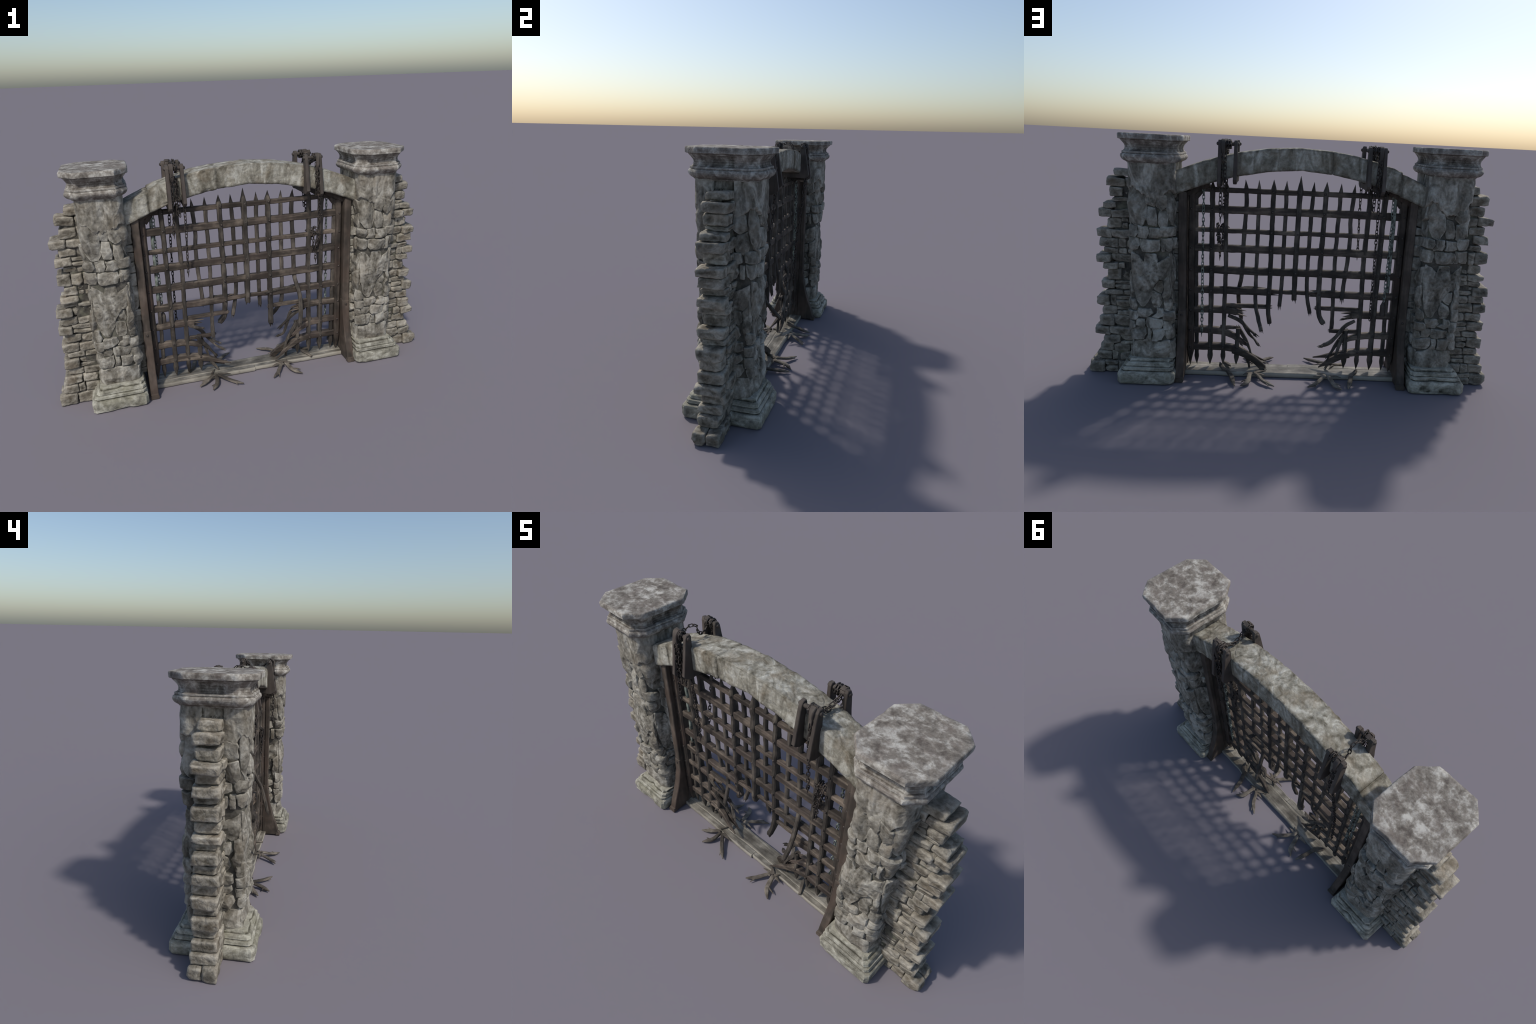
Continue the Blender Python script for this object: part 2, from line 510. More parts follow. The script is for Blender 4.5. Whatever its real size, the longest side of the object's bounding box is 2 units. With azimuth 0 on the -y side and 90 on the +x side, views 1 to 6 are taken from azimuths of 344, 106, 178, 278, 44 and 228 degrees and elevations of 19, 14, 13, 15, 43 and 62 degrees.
# ------------------------------------------------------------------ octagonal cap and stepped base
def section(hx, hy, cxm, cym, n_per=14):
    """octagon (chamfered rectangle), points spread along each side, anticlockwise"""
    pts = [(-hx + cxm, -hy), (hx - cxm, -hy), (hx, -hy + cym), (hx, hy - cym), (hx - cxm, hy), (-hx + cxm, hy), (-hx, hy - cym), (-hx, -hy + cym)]
    out = []
    for i in range(8):
        a, b = np.array(pts[i]), np.array(pts[(i + 1) % 8])
        m = n_per if i % 2 == 0 else max(4, n_per // 2)
        for k in range(m):
            out.append(a + (b - a) * (k / m))
    return np.array(out)

def interp_profile(prof, sub):
    out = []
    for a, b in zip(prof[:-1], prof[1:]):
        for k in range(sub):
            t = k / sub
            out.append(tuple(x + (y - x) * t for x, y in zip(a, b)))
    out.append(prof[-1])
    return out

CAP = [(1.036, .104, .134), (1.043, .110, .140), (1.0455, .118, .145), (1.050, .126, .151), (1.058, .133, .157), (1.066, .1355, .1595), (1.074, .133, .157), (1.0785, .127, .151), (1.080, .126, .150),
       (1.0815, .128, .152), (1.088, .127, .151), (1.090, .121, .144), (1.096, .1165, .139), (1.106, .1145, .137), (1.116, .117, .140), (1.126, .124, .148), (1.134, .132, .156),
       (1.1385, .135, .159), (1.1395, .142, .167), (1.1425, .1455, .171), (1.160, .146, .172), (1.1635, .144, .170), (1.1655, .141, .167)]
BASE = [(0.0, .127, .173), (.005, .132, .180), (.014, .1345, .183), (.050, .1345, .183), (.058, .131, .179), (.061, .126, .174), (.0625, .117, .164), (.0665, .116, .163), (.0685, .123, .169),
        (.080, .122, .168), (.083, .114, .158), (.0855, .1125, .1565), (.087, .117, .160), (.098, .116, .158), (.102, .112, .154), (.104, .106, .146), (.116, .104, .141)]

def build_cap(side, parent):
    cx = -0.0095 + side * 0.684
    prof = interp_profile(CAP, 3)
    rings = []
    R = random.Random(5 + side)
    for (z, hx, hy) in prof:
        k = hx / 0.147
        s = section(hx, hy, 0.062 * k ** 2.4, 0.070 * k ** 2.4, 18)
        P = np.column_stack([s[:, 0] + cx, s[:, 1], np.full(len(s), z)])
        nrm = s / np.linalg.norm(s, axis=1)[:, None]
        d = 0.0018 * fbm(P * np.array([1, 1, .6]), 24, 3, 3 + side) + 0.0006 * fbm(P, 90, 2, 6)
        # chips out of the slab edge and the roll
        chip = np.clip(fbm(P * np.array([1, 1, .5]), 17, 2, 21 + side) - 0.22, 0, 1)
        d -= chip * (0.011 if z > 1.141 else 0.010)
        zz = z + 0.0008 * fbm(P, 16, 2, 9)
        # shallow recess in the neck on the inner and outer sides
        if 1.086 < z < 1.133:
            neck_recess = (np.abs(s[:, 0]) > hx - 0.004) & (np.abs(s[:, 1]) < 0.048)
            d = np.where(neck_recess, d - 0.010, d)
        P[:, 0] += nrm[:, 0] * d
        P[:, 1] += nrm[:, 1] * d
        P[:, 2] = np.minimum(zz, 1.1665)
        rings.append([tuple(p) for p in P])
    m = len(rings[0])
    c0 = np.array([cx, 0, 1.1655])
    top = np.array(rings[-1])
    for t in (0.9, 0.75, 0.55, 0.35, 0.15):
        q = c0 + (top - c0) * t
        q[:, 2] = 1.1655 + 0.0012 * fbm(q, 22, 3, 40 + side) - 0.0006
        rings.append([tuple(p) for p in q])
    v, f = loft(rings)
    return make_obj("pillar_cap", v, f, M_CAP, parent, 45)

def build_base(side, parent):
    cx = -0.0095 + side * 0.699
    rings = []
    for (z, hx, hy) in interp_profile(BASE, 3):
        s = section(hx, hy, 0.014, 0.014, 26)
        P = np.column_stack([s[:, 0] + cx - side * max(0, (z - .06)) * 0.3, s[:, 1], np.full(len(s), z)])
        nrm = s / np.linalg.norm(s, axis=1)[:, None]
        d = 0.0022 * fbm(P * np.array([1, 1, .6]), 18, 3, 13 + side) + 0.0008 * fbm(P, 80, 2, 6)
        chip = np.clip(fbm(P * np.array([1, 1, 1.6]), 15, 2, 51 + side) - 0.3, 0, 1)
        d -= chip * 0.020
        P[:, 0] += nrm[:, 0] * d
        P[:, 1] += nrm[:, 1] * d
        rings.append([tuple(p) for p in P])
    v, f = loft(rings)
    return make_obj("pillar_base", v, f, M_BASE, parent, 32)

# ------------------------------------------------------------------ rough bricks of the wall stubs
def brick_mesh(x0, x1, y0, y1, z0, z1, seed, rnd=0.22, amp=0.004, cut=(.76, .94)):
    nx, ny, nz = max(5, int((x1 - x0) / .010)), max(5, int((y1 - y0) / .010)), max(5, int((z1 - z0) / .007))
    idx, V = {}, []
    def vid(i, j, k):
        key = (i, j, k)
        if key not in idx:
            idx[key] = len(V)
            V.append((i / nx * 2 - 1, j / ny * 2 - 1, k / nz * 2 - 1))
        return idx[key]
    F = []
    for i in range(nx):
        for j in range(ny):
            F.append((vid(i, j, 0), vid(i, j + 1, 0), vid(i + 1, j + 1, 0), vid(i + 1, j, 0)))
            F.append((vid(i, j, nz), vid(i + 1, j, nz), vid(i + 1, j + 1, nz), vid(i, j + 1, nz)))
    for i in range(nx):
        for k in range(nz):
            F.append((vid(i, 0, k), vid(i + 1, 0, k), vid(i + 1, 0, k + 1), vid(i, 0, k + 1)))
            F.append((vid(i, ny, k), vid(i, ny, k + 1), vid(i + 1, ny, k + 1), vid(i + 1, ny, k)))
    for j in range(ny):
        for k in range(nz):
            F.append((vid(0, j, k), vid(0, j, k + 1), vid(0, j + 1, k + 1), vid(0, j + 1, k)))
            F.append((vid(nx, j, k), vid(nx, j + 1, k), vid(nx, j + 1, k + 1), vid(nx, j, k + 1)))
    P = np.array(V)
    h = np.array([(x1 - x0) / 2, (y1 - y0) / 2, (z1 - z0) / 2])
    c = np.array([(x0 + x1) / 2, (y0 + y1) / 2, (z0 + z1) / 2])
    W = P * h
    rad = min(h) * rnd * 2
    inner = np.clip(W, -(h - rad), h - rad)
    dlt = W - inner
    ln = np.linalg.norm(dlt, axis=1)
    outer = ln > 1e-9
    nrm = np.zeros_like(W)
    nrm[outer] = dlt[outer] / ln[outer][:, None]
    W2 = np.where(outer[:, None], inner + nrm * np.minimum(rad, np.max(np.abs(dlt), axis=1))[:, None], W)
    R = random.Random(seed)
    # shear and wedge so that no brick is a true box
    W2[:, 2] += W2[:, 0] * R.uniform(-.10, .10) + W2[:, 1] * R.uniform(-.06, .06)
    W2[:, 0] *= 1 + W2[:, 2] / h[2] * R.uniform(-.05, .05)
    W2[:, 2] *= 1 + W2[:, 0] / h[0] * R.uniform(-.13, .10)
    W2[:, 1] *= 1 + W2[:, 2] / h[2] * R.uniform(-.08, .08)
    for k in range(8):
        nv = np.array([R.choice((-1, 1)) * R.uniform(.2, 1), R.choice((-1, 1)) * R.uniform(.2, 1), R.choice((-1, 1)) * R.uniform(.2, 1)]) / h
        nv /= np.linalg.norm(nv)
        lim = np.sum(np.abs(nv) * h) * R.uniform(*cut)
        dd = np.maximum(W2 @ nv - lim, 0)
        W2 = W2 - dd[:, None] * nv
    G = W2 + c
    a = amp * (fbm(G, 28, 3, seed) + 0.7 * ridged(G, 50, 2, seed + 9) + 0.3 * fbm(G, 110, 2, seed) - 0.3)
    G = G + nrm * a[:, None]
    return G, F

WALL = {
    -1: [(.957, 1.0, .845), (.908, .957, .892), (.853, .906, .880), (.809, .851, .928), (.766, .809, .893), (.722, .766, .916), (.688, .721, .884), (.625, .686, .920), (.575, .624, .896),
         (.541, .574, .918), (.513, .541, .905), (.466, .512, .948), (.425, .466, .933), (.380, .425, .948), (.335, .380, .926), (.282, .334, .946), (.250, .282, .926), (.195, .250, .950),
         (.156, .195, .935), (.110, .156, .957), (.061, .110, .972), (.0, .060, .997)],
    1: [(.965, 1.003, .855), (.921, .965, .886), (.874, .920, .873), (.852, .874, .862), (.820, .852, .904), (.776, .820, .926), (.724, .776, .890), (.680, .723, .936), (.634, .680, .926),
        (.602, .633, .904), (.562, .602, .940), (.530, .562, .910), (.474, .530, .891), (.428, .473, .921), (.399, .428, .904), (.343, .398, .946), (.297, .343, .923), (.240, .297, .934),
        (.197, .240, .957), (.150, .197, .917), (.109, .150, .934), (.058, .109, .954), (.0, .057, .996)],
}

def build_wall(side):
    R = random.Random(31 + side)
    core_v, core_f = brick_mesh(0.735, 0.86, -.040, .040, .004, .93, 3, 0.1, .002)
    if side < 0:
        core_v = core_v * np.array([-1, 1, 1])
        core_f = [tuple(reversed(q)) for q in core_f]
    core = make_obj("wall_stub", core_v, core_f, M_MORTAR, None, 180)
    seed = 100 + 50 * side
    def put(x0, x1, y0, y1, z0, z1, amp=0.0030, cut=(.74, .94)):
        nonlocal seed
        seed += 1
        v, f = brick_mesh(x0, x1, y0, y1, z0, z1, seed, R.uniform(.04, .09), amp, cut)
        if side < 0:
            v = v * np.array([-1, 1, 1])
            f = [tuple(reversed(q)) for q in f]
        make_obj("brick", v, f, M_BRICK, core, 180)
    for i, (z0, z1, X) in enumerate(WALL[side]):
        g = .0012
        last = i == len(WALL[side]) - 1
        hgt = z1 - z0
        t0, t1 = -.053 + R.uniform(-.006, .004), .053 + R.uniform(-.004, .006)
        if last:
            xi = 0.915 + R.uniform(-.01, .01)
            put(xi, X, -.058, .001, z0, z1, .003)
            put(xi, X - .004, .003, .060, z0, z1 - .003, .003)
        else:
            w = R.uniform(.055, .085)
            g = .002
            xi = max(X - w, .775)
            if X < .865: xi = .74
            Xn = [WALL[side][k][2] for k in (i - 1, i + 1) if 0 <= k < len(WALL[side])]
            if X < sum(Xn) / len(Xn) - .008:
                q = R.uniform(.006, .014)
                t0, t1 = t0 + q, t1 - q * R.uniform(.4, 1)
                g = .003
            put(xi, X + .002, t0 - .001, t1 + .001, z0 + g, z1 - g, .003, (.84, .97))
        # bricks between this end stone and the pillar, laid separately on the two faces
        for s in (-1, 1):
            x = 0.745
            ys = sorted((s * .006, s * (.050 + R.uniform(-.005, .007))))
            while x < xi - .012:
                w = R.uniform(.045, .15)
                xe = min(x + w, xi)
                if xi - xe < .03: xe = xi
                yo = R.uniform(-.012, .007) * s
                y0, y1 = (ys[0] + (yo if s < 0 else 0), ys[1] + (yo if s > 0 else 0))
                if hgt > .044 and R.random() < .4:
                    zm = z0 + hgt * R.uniform(.38, .62)
                    put(x, xe - g, y0, y1, z0 + g, zm - g, .003)
                    d = R.uniform(0, .008)
                    put(x, xe - g, y0 + (d if s < 0 else 0), y1 - (d if s > 0 else 0), zm + g, z1 - g, .003)
                else:
                    put(x, xe - g, y0, y1, z0 + g, z1 - g)
                x = xe + g
    return core

def build_jamb(side, core):
    R = random.Random(71 + side)
    z, k = .10, 0
    while z < .93:
        hgt = R.choice((.035, .05, .075, .11, .14)) * R.uniform(.85, 1.1)
        z1 = min(z + hgt, .95)
        for s in (-1, 1):
            k += 1
            ye = .040 + R.uniform(-.012, .012)
            ys = sorted((s * .002, s * ye))
            v, f = brick_mesh(.548, .612, ys[0], ys[1], z + .001, z1 - .002, 900 + k + 60 * side, R.uniform(.04, .08), .0035, (.72, .95))
            if side < 0:
                v = v * np.array([-1, 1, 1]) + np.array([-.014, 0, 0])
                f = [tuple(reversed(q)) for q in f]
            make_obj("stone", v, f, M_SHAFT, core, 180)
        z = z1

for side in (-1, 1):
    p = build_pillar(side)
    build_jamb(side, p)
    build_cap(side, p)
    build_base(side, p)
    build_wall(side)

# ------------------------------------------------------------------ the arch of long stone blocks
def arch_top(x):
    return 1.133 - 0.122 * (abs(x) / 0.565) ** 2
def arch_bot(x):
    return 1.033 - 0.131 * (abs(x) / 0.565) ** 1.8

def build_arch_block(x0, x1, dz, dy, seed, facet_n):
    n = max(6, int((x1 - x0) / 0.007))
    rings = []
    knots = np.linspace(x0, x1, facet_n + 1)
    for i in range(n + 1):
        t = i / n
        x = x0 + (x1 - x0) * t
        # the curve is cut in straight facets like the hewn original
        zt = np.interp(x, knots, [arch_top(k) for k in knots]) * 0.8 + arch_top(x) * 0.2 + dz
        zb = np.interp(x, knots, [arch_bot(k) for k in knots]) * 0.8 + arch_bot(x) * 0.2 + dz * 0.4
        e = min(t, 1 - t) * (x1 - x0)
        inset = 0.0016 * max(0, 1 - e / 0.005) ** 2
        y0, y1 = -.068 + inset + dy, .067 - inset + dy
        zt -= inset
        zb += inset
        c = .0042
        prof = [(y0 + c, zb), (y1 - c, zb), (y1, zb + c), (y1, zt - c), (y1 - c, zt), (y0 + c, zt), (y0, zt - c), (y0, zb + c)]
        ring = []
        for k in range(8):
            a, b = np.array(prof[k]), np.array(prof[(k + 1) % 8])
            m = (16, 2)[k % 2]
            for j in range(m):
                q = a + (b - a) * j / m
                ring.append((x, q[0], q[1]))
        P = np.array(ring)
        c0 = np.array([x, (y0 + y1) / 2, (zb + zt) / 2])
        nr = P - c0
        nr /= np.linalg.norm(nr, axis=1)[:, None]
        d = 0.0022 * ridged(P * np.array([1, 1, .5]), 16, 2, seed) + 0.0012 * fbm(P, 50, 2, seed + 4)
        edge = (np.abs(P[:, 1] - (y0 + y1) / 2) > .058) & ((P[:, 2] > zt - .012) | (P[:, 2] < zb + .012))
        d -= np.where(edge, np.clip(fbm(P, 22, 2, seed + 2) - .1, 0, 1) * .008, 0)
        P = P + nr * d[:, None]
        rings.append([tuple(p) for p in P])
    v, f = loft(rings)
    f = [tuple(reversed(q)) for q in f]
    return make_obj("arch_stone", v, f, M_ARCH, None, 48)

build_arch_block(-.600, -.470, -.009, .0, 1, 1)
build_arch_block(-.4695, -.146, .001, .0, 2, 3)
build_arch_block(-.1455, .600, .000, -.0005, 3, 5)

# ------------------------------------------------------------------ swept wooden members
def catmull(pts, sub):
    P = [np.array(p, float) for p in pts]
    if len(P) < 3:
        return [P[0] + (P[-1] - P[0]) * k / sub for k in range(sub + 1)]
    P = [2 * P[0] - P[1]] + P + [2 * P[-1] - P[-2]]
    out = []
    for i in range(1, len(P) - 2):
        a, b, c, d = P[i - 1], P[i], P[i + 1], P[i + 2]
        for k in range(sub):
            t = k / sub
            out.append(0.5 * ((2 * b) + (-a + c) * t + (2 * a - 5 * b + 4 * c - d) * t * t + (-a + 3 * b - 3 * c + d) * t ** 3))
    out.append(P[-2])
    return out

def sweep(path, hw, ht, nref=(0, 1, 0), wob=0.0012, seed=0, cham=0.22, wfun=None, tfun=None):
    """rectangular bar with worn corners; hw half width, ht half thickness along nref"""
    path = [np.array(p, float) for p in path]
    n = len(path)
    lens = np.concatenate([[0], np.cumsum([np.linalg.norm(path[i + 1] - path[i]) for i in range(n - 1)])])
    tot = lens[-1]
    rings = []
    nref = np.array(nref, float)
    for i, p in enumerate(path):
        T = path[min(i + 1, n - 1)] - path[max(i - 1, 0)]
        T /= np.linalg.norm(T)
        B = np.cross(T, nref)
        B /= np.linalg.norm(B)
        Nn = np.cross(B, T)
        s = lens[i] / tot
        w = hw * (wfun(s) if wfun else 1)
        t = ht * (tfun(s) if tfun else 1)
        c = min(w, t) * cham * 2
        prof = [(-w + c, -t), (w - c, -t), (w, -t + c), (w, t - c), (w - c, t), (-w + c, t), (-w, t - c), (-w, -t + c)]
        ring = np.array([p + B * a + Nn * b for a, b in prof])
        if wob:
            q = ring * 1.0
            e = np.column_stack([fbm(q, 28, 2, seed), fbm(q, 28, 2, seed + 3), fbm(q, 28, 2, seed + 7)])
            ring = ring + e * wob
        rings.append([tuple(x) for x in ring])
    return loft(rings)

def line(a, b, step=0.02):
    a, b = np.array(a, float), np.array(b, float)
    k = max(2, int(np.linalg.norm(b - a) / step))
    return [a + (b - a) * i / k for i in range(k + 1)]

def shards(bag, end, tan, hw, ht, nref, R, n=3, length=0.03):
    """jagged splinter prongs that prolong a broken end"""
    tan = np.array(tan, float); tan /= np.linalg.norm(tan)
    nref = np.array(nref, float)
    B = np.cross(tan, nref); B /= np.linalg.norm(B)
    end = np.array(end, float)
    for k in range(n):
        o = (k + 0.5) / n * 2 - 1
        w = hw / n * R.uniform(.75, 1.05)
        L = length * R.uniform(.35, 1.2)
        a = end - tan * 0.012 + B * hw * o * 0.92
        b = end + tan * L + B * hw * (o + R.uniform(-.25, .25))
        nn = nref * R.uniform(-.25, .25) * ht
        pts = catmull([a, (a + b) / 2 + nn, b + nn * 2], 3)
        v, f = sweep(pts, w, ht * R.uniform(.45, .85), nref, 0, 0, wfun=lambda s: 1 - .93 * s ** 1.6, tfun=lambda s: 1 - .75 * s ** 1.5)
        bag.add(v, f)

SEED = [0]
def member(name, pts, hw, ht, mat, broken=(False, False), parent=None, wfun=None, tfun=None, smooth=True, nref=(0, 1, 0), wob=0.0014, prongs=3, plen=.03, sub=6):
    SEED[0] += 1
    R = random.Random(SEED[0])
    path = catmull(pts, sub) if len(pts) > 2 else line(pts[0], pts[1])
    bag = Bag()
    v, f = sweep(path, hw, ht, nref, wob, SEED[0], wfun=wfun, tfun=tfun)
    bag.add(v, f)
    if broken[0]:
        shards(bag, path[0], path[0] - path[1], hw * (wfun(0) if wfun else 1), ht * (tfun(0) if tfun else 1), nref, R, prongs, plen)
    if broken[1]:
        shards(bag, path[-1], path[-1] - path[-2], hw * (wfun(1) if wfun else 1), ht * (tfun(1) if tfun else 1), nref, R, prongs, plen)
    return make_obj(name, bag.v, bag.f, mat, parent, 35)

# ------------------------------------------------------------------ portcullis
GX = -0.004      # gate centre
GY = -0.006      # gate plane
# side stiles are the frame of the gate and carry everything else
bag = Bag()
for s in (-1, 1):
    def wf(t):
        return 1.0 if t < .91 else max(0.05, 1 - (t - .91) / .09 * .95)
    v, f = sweep(line((GX + s * .506, GY, .925), (GX + s * .507, GY, .028), .012), .0165, .024, (0, 1, 0), .0012, 5, wfun=wf, tfun=lambda t: 1 if t < .93 else 1 - (t - .93) * 9)
    bag.add(v, f)
    # corner braces that follow the arch
    v, f = sweep(line((GX + s * .428, GY, .950), (GX + s * .530, GY, .898)), .014, .026, (0, 1, 0), .001, 8)
    bag.add(v, f)
    v, f = sweep(line((GX + s * .462, GY, .918), (GX + s * .492, GY, .880)), .013, .014, (0, 1, 0), .001, 9)
    bag.add(v, f)
PORT = make_obj("portcullis", bag.v, bag.f, M_POST, None, 35)

def spike_fn(L_top, total, L_bot=0.0):
    """widths for a bar that starts at a pointed top and may end in a spear foot"""
    def wf(t):
        d = t * total
        k = 1.0
        if d < L_top:
            k = 0.04 + 1.12 * (d / L_top) ** 1.0
        elif d < L_top + .010:
            k = 1.16 - .16 * (d - L_top) / .010
        r = (1 - t) * total
        if L_bot and r < L_bot:
            q = r / L_bot
            k = 1.16 if q > .72 else 0.04 + 1.12 * (q / .72) ** .85
        return k
    def tf(t):
        d = t * total
        k = 1.0
        if d < L_top:
            k = 0.05 + .95 * (d / L_top)
        r = (1 - t) * total
        if L_bot and r < L_bot:
            k = 0.08 + .92 * (r / L_bot)
        return k
    return wf, tf

def vbar(pts, hw, ht, top_spike=.048, foot=0.0, broken=False, mat=None, plen=.022):
    P = catmull(pts, 10) if len(pts) > 2 else line(pts[0], pts[1], .012)
    P = dens(P, .008)
    tot = sum(np.linalg.norm(P[i + 1] - P[i]) for i in range(len(P) - 1))
    wf, tf = spike_fn(top_spike, tot, foot) if (top_spike or foot) else (None, None)
    SEED[0] += 1
    R = random.Random(SEED[0])
    b = Bag()
    zs = np.array([p[2] for p in P])
    if ht > .012:
        # thick bars are forged over the rails: they swell at each crossing
        base_tf = tf
        def tf(t):
            z = np.interp(t, np.linspace(0, 1, len(zs)), zs)
            near = max(math.exp(-((z - r) / .022) ** 2) for r in ROWS)
            return (base_tf(t) if base_tf else 1) * (.84 + .18 * near)
    v, f = sweep(P, hw, ht, (0, 1, 0), .0018, SEED[0], wfun=wf, tfun=tf)
    b.add(v, f)
    if broken:
        shards(b, P[-1], P[-1] - P[-2], hw, ht, (0, 1, 0), R, 3, plen)
    return make_obj("vertical_bar", b.v, b.f, mat or M_WOODV, PORT, 35)

def dens(P, step):
    out = []
    for a, b in zip(P[:-1], P[1:]):
        k = max(1, int(np.linalg.norm(b - a) / step + .5))
        for i in range(k):
            out.append(a + (b - a) * i / k)
    out.append(P[-1])
    return out

ROWS = (.924, .831, .729, .642, .533, .429, .328, .219, .129)
def gp(x, z, dy=0.0):
    return (x, GY + dy, z)
WIDE, NARROW = (.0115, .0190), (.0095, .0092)
# intact bars near the sides (pointed feet)
vbar([gp(-.469, .47), gp(-.471, .30), gp(-.474, .15), gp(-.476, .03)], .0095, .0105, 0, .06)
vbar([gp(.483, .935), gp(.482, .7), gp(.478, .40), gp(.470, .03)], .0095, .0105, 0, .06)
vbar([gp(-.418, .965), gp(-.414, .80), gp(-.412, .5), gp(-.413, .03)], *WIDE, .04, .06)
vbar([gp(.407, .965), gp(.406, .75), gp(.404, .5), gp(.404, .03)], *WIDE, .04, .06)
vbar([gp(-.343, .962), gp(-.342, .775), gp(-.338, .60), gp(-.342, .42), gp(-.346, .032)], .0102, .016, .03, .06)
vbar([gp(.340, .962), gp(.341, .775), gp(.336, .55), gp(.338, .32), gp(.338, .032)], .0102, .016, .03, .06)
# short feet whose upper part has gone
vbar([gp(-.277, .245), gp(-.279, .15), gp(-.281, .032)], .0108, .016, 0, .06)
vbar([gp(.266, .235), gp(.269, .15), gp(.271, .032)], .0108, .016, 0, .06)
# broken middle bars
vbar([gp(-.267, .977), gp(-.263, .90), gp(-.257, .80), gp(-.262, .72), gp(-.258, .60), gp(-.248, .48), gp(-.242, .41, .02)], *NARROW, broken=True)
vbar([gp(-.203, .979), gp(-.198, .80), gp(-.197, .55), gp(-.203, .353), gp(-.208, .235, -.024)], *NARROW, broken=True)
vbar([gp(-.133, .983), gp(-.129, .78), gp(-.126, .50), gp(-.132, .347, .012), gp(-.143, .305, .028), gp(-.158, .287, .030)], *WIDE, broken=True, plen=.012)
vbar([gp(-.072, .980), gp(-.066, .78), gp(-.065, .52), gp(-.071, .414, .015), gp(-.088, .33, .008)], *NARROW, broken=True)
vbar([gp(-.008, 1.005), gp(-.005, .78), gp(-.004, .55), gp(-.006, .395)], .0122, .0215, .068, broken=True)
vbar([gp(.058, .981), gp(.057, .78), gp(.058, .50), gp(.065, .362, .017)], *NARROW, broken=True)
vbar([gp(.119, .983), gp(.119, .78), gp(.118, .50), gp(.120, .34, 0), gp(.110, .262, -.024)], *WIDE, broken=True)
vbar([gp(.189, .977), gp(.186, .78), gp(.186, .45), gp(.182, .36, .012), gp(.166, .30, .05), gp(.150, .255, .085)], *NARROW, broken=True)
vbar([gp(.253, .976), gp(.245, .88), gp(.248, .78), gp(.252, .70), gp(.254, .58), gp(.258, .50), gp(.272, .405, -.042), gp(.268, .33, -.066), gp(.256, .262, -.085)], .0102, .0095, broken=True)

def hbar(pts, hh, ht, broken=(False, False), wfun=None, tfun=None, plen=.035, prongs=4, name="horizontal_bar", mat=None, sub=8, wob=.0020):
    if len(pts) == 2:
        a, b = np.array(pts[0], float), np.array(pts[1], float)
        pts = [a, (a + b) / 2, b]
    P = dens(catmull(pts, sub), .012)
    SEED[0] += 1
    R = random.Random(SEED[0])
    b = Bag()
    v, f = sweep(P, hh, ht, (0, 1, 0), wob, SEED[0], wfun=wfun, tfun=tfun, cham=.16)
    b.add(v, f)
    if broken[0]:
        shards(b, P[0], P[0] - P[1], hh, ht, (0, 1, 0), R, prongs, plen)
    if broken[1]:
        shards(b, P[-1], P[-1] - P[-2], hh, ht, (0, 1, 0), R, prongs, plen)
    return make_obj(name, b.v, b.f, mat or M_WOODH, PORT, 35)

XL, XR = GX - .508, GX + .508
for z, hh, ht in ((.924, .0120, .0115), (.831, .0180, .0140), (.729, .0108, .0115), (.642, .0180, .0140), (.533, .0180, .0140)):
    hbar([gp(XL, z), gp(-.2, z + .001), gp(.2, z - .001), gp(XR, z)], hh, ht)
# row six: shell broken in the middle, thin core still spans the gap
hbar([gp(-.40, .431), gp(.39, .431)], .0095, .0085)
hbar([gp(XL, .429), gp(-.30, .429), gp(-.125, .431)], .0172, .0140, (False, True), plen=.06)
hbar([gp(XR, .429), gp(.30, .429), gp(.125, .429)], .0172, .0140, (False, True), plen=.06)
# row seven
hbar([gp(XL, .328), gp(-.34, .328), gp(-.300, .324)], .0172, .0140, (False, True), plen=.045, prongs=3)
hbar([gp(XR, .328), gp(.34, .327), gp(.275, .320)], .0172, .0140, (False, True), plen=.05, prongs=4)
hbar([gp(-.345, .353), gp(-.117, .355)], .0105, .0075, (False, True), plen=.016, prongs=3)
hbar([gp(.335, .351), gp(.109, .352)], .0105, .0075, (False, True), plen=.016, prongs=3)
# row eight sags
hbar([gp(XL, .221), gp(-.41, .221), gp(-.346, .213), gp(-.30, .200), gp(-.272, .187)], .0168, .0140, (False, True), plen=.03, wfun=lambda s: 1 - .45 * max(0, s - .6) / .4)
hbar([gp(-.355, .237), gp(-.194, .238)], .0095, .0075, (False, True), plen=.016, prongs=3)
hbar([gp(XR, .221), gp(.405, .219), gp(.341, .213), gp(.29, .192), gp(.238, .155)], .0168, .0140, (False, True), plen=.03, wfun=lambda s: 1 - .45 * max(0, s - .6) / .4)
hbar([gp(.355, .237), gp(.288, .236)], .0085, .0075, (False, True), plen=.025, prongs=3)
# row nine bends down to the sill
taper = lambda s: 1 if s < .6 else 1 - .85 * (s - .6) / .4
hbar([gp(XL, .128), gp(-.41, .131), gp(-.34, .128), gp(-.28, .115, -.002), gp(-.225, .101, -.014), gp(-.170, .084, -.03), gp(-.124, .072, -.04)], .0175, .0160, wfun=taper, tfun=taper)
hbar([gp(-.30, .118, .012), gp(-.25, .102, .012), gp(-.20, .074, .012), gp(-.150, .042, .012)], .0165, .009, wfun=taper, tfun=taper)
hbar([gp(XR, .130), gp(.405, .131), gp(.335, .130), gp(.274, .120, -.002), gp(.215, .092, -.014), gp(.165, .064, -.03), gp(.128, .045, -.04)], .0175, .0160, wfun=taper, tfun=taper)
hbar([gp(.29, .120, .014), gp(.235, .104, .016), gp(.18, .075, .02), gp(.130, .032, .026)], .0165, .009, (False, True), plen=.02)
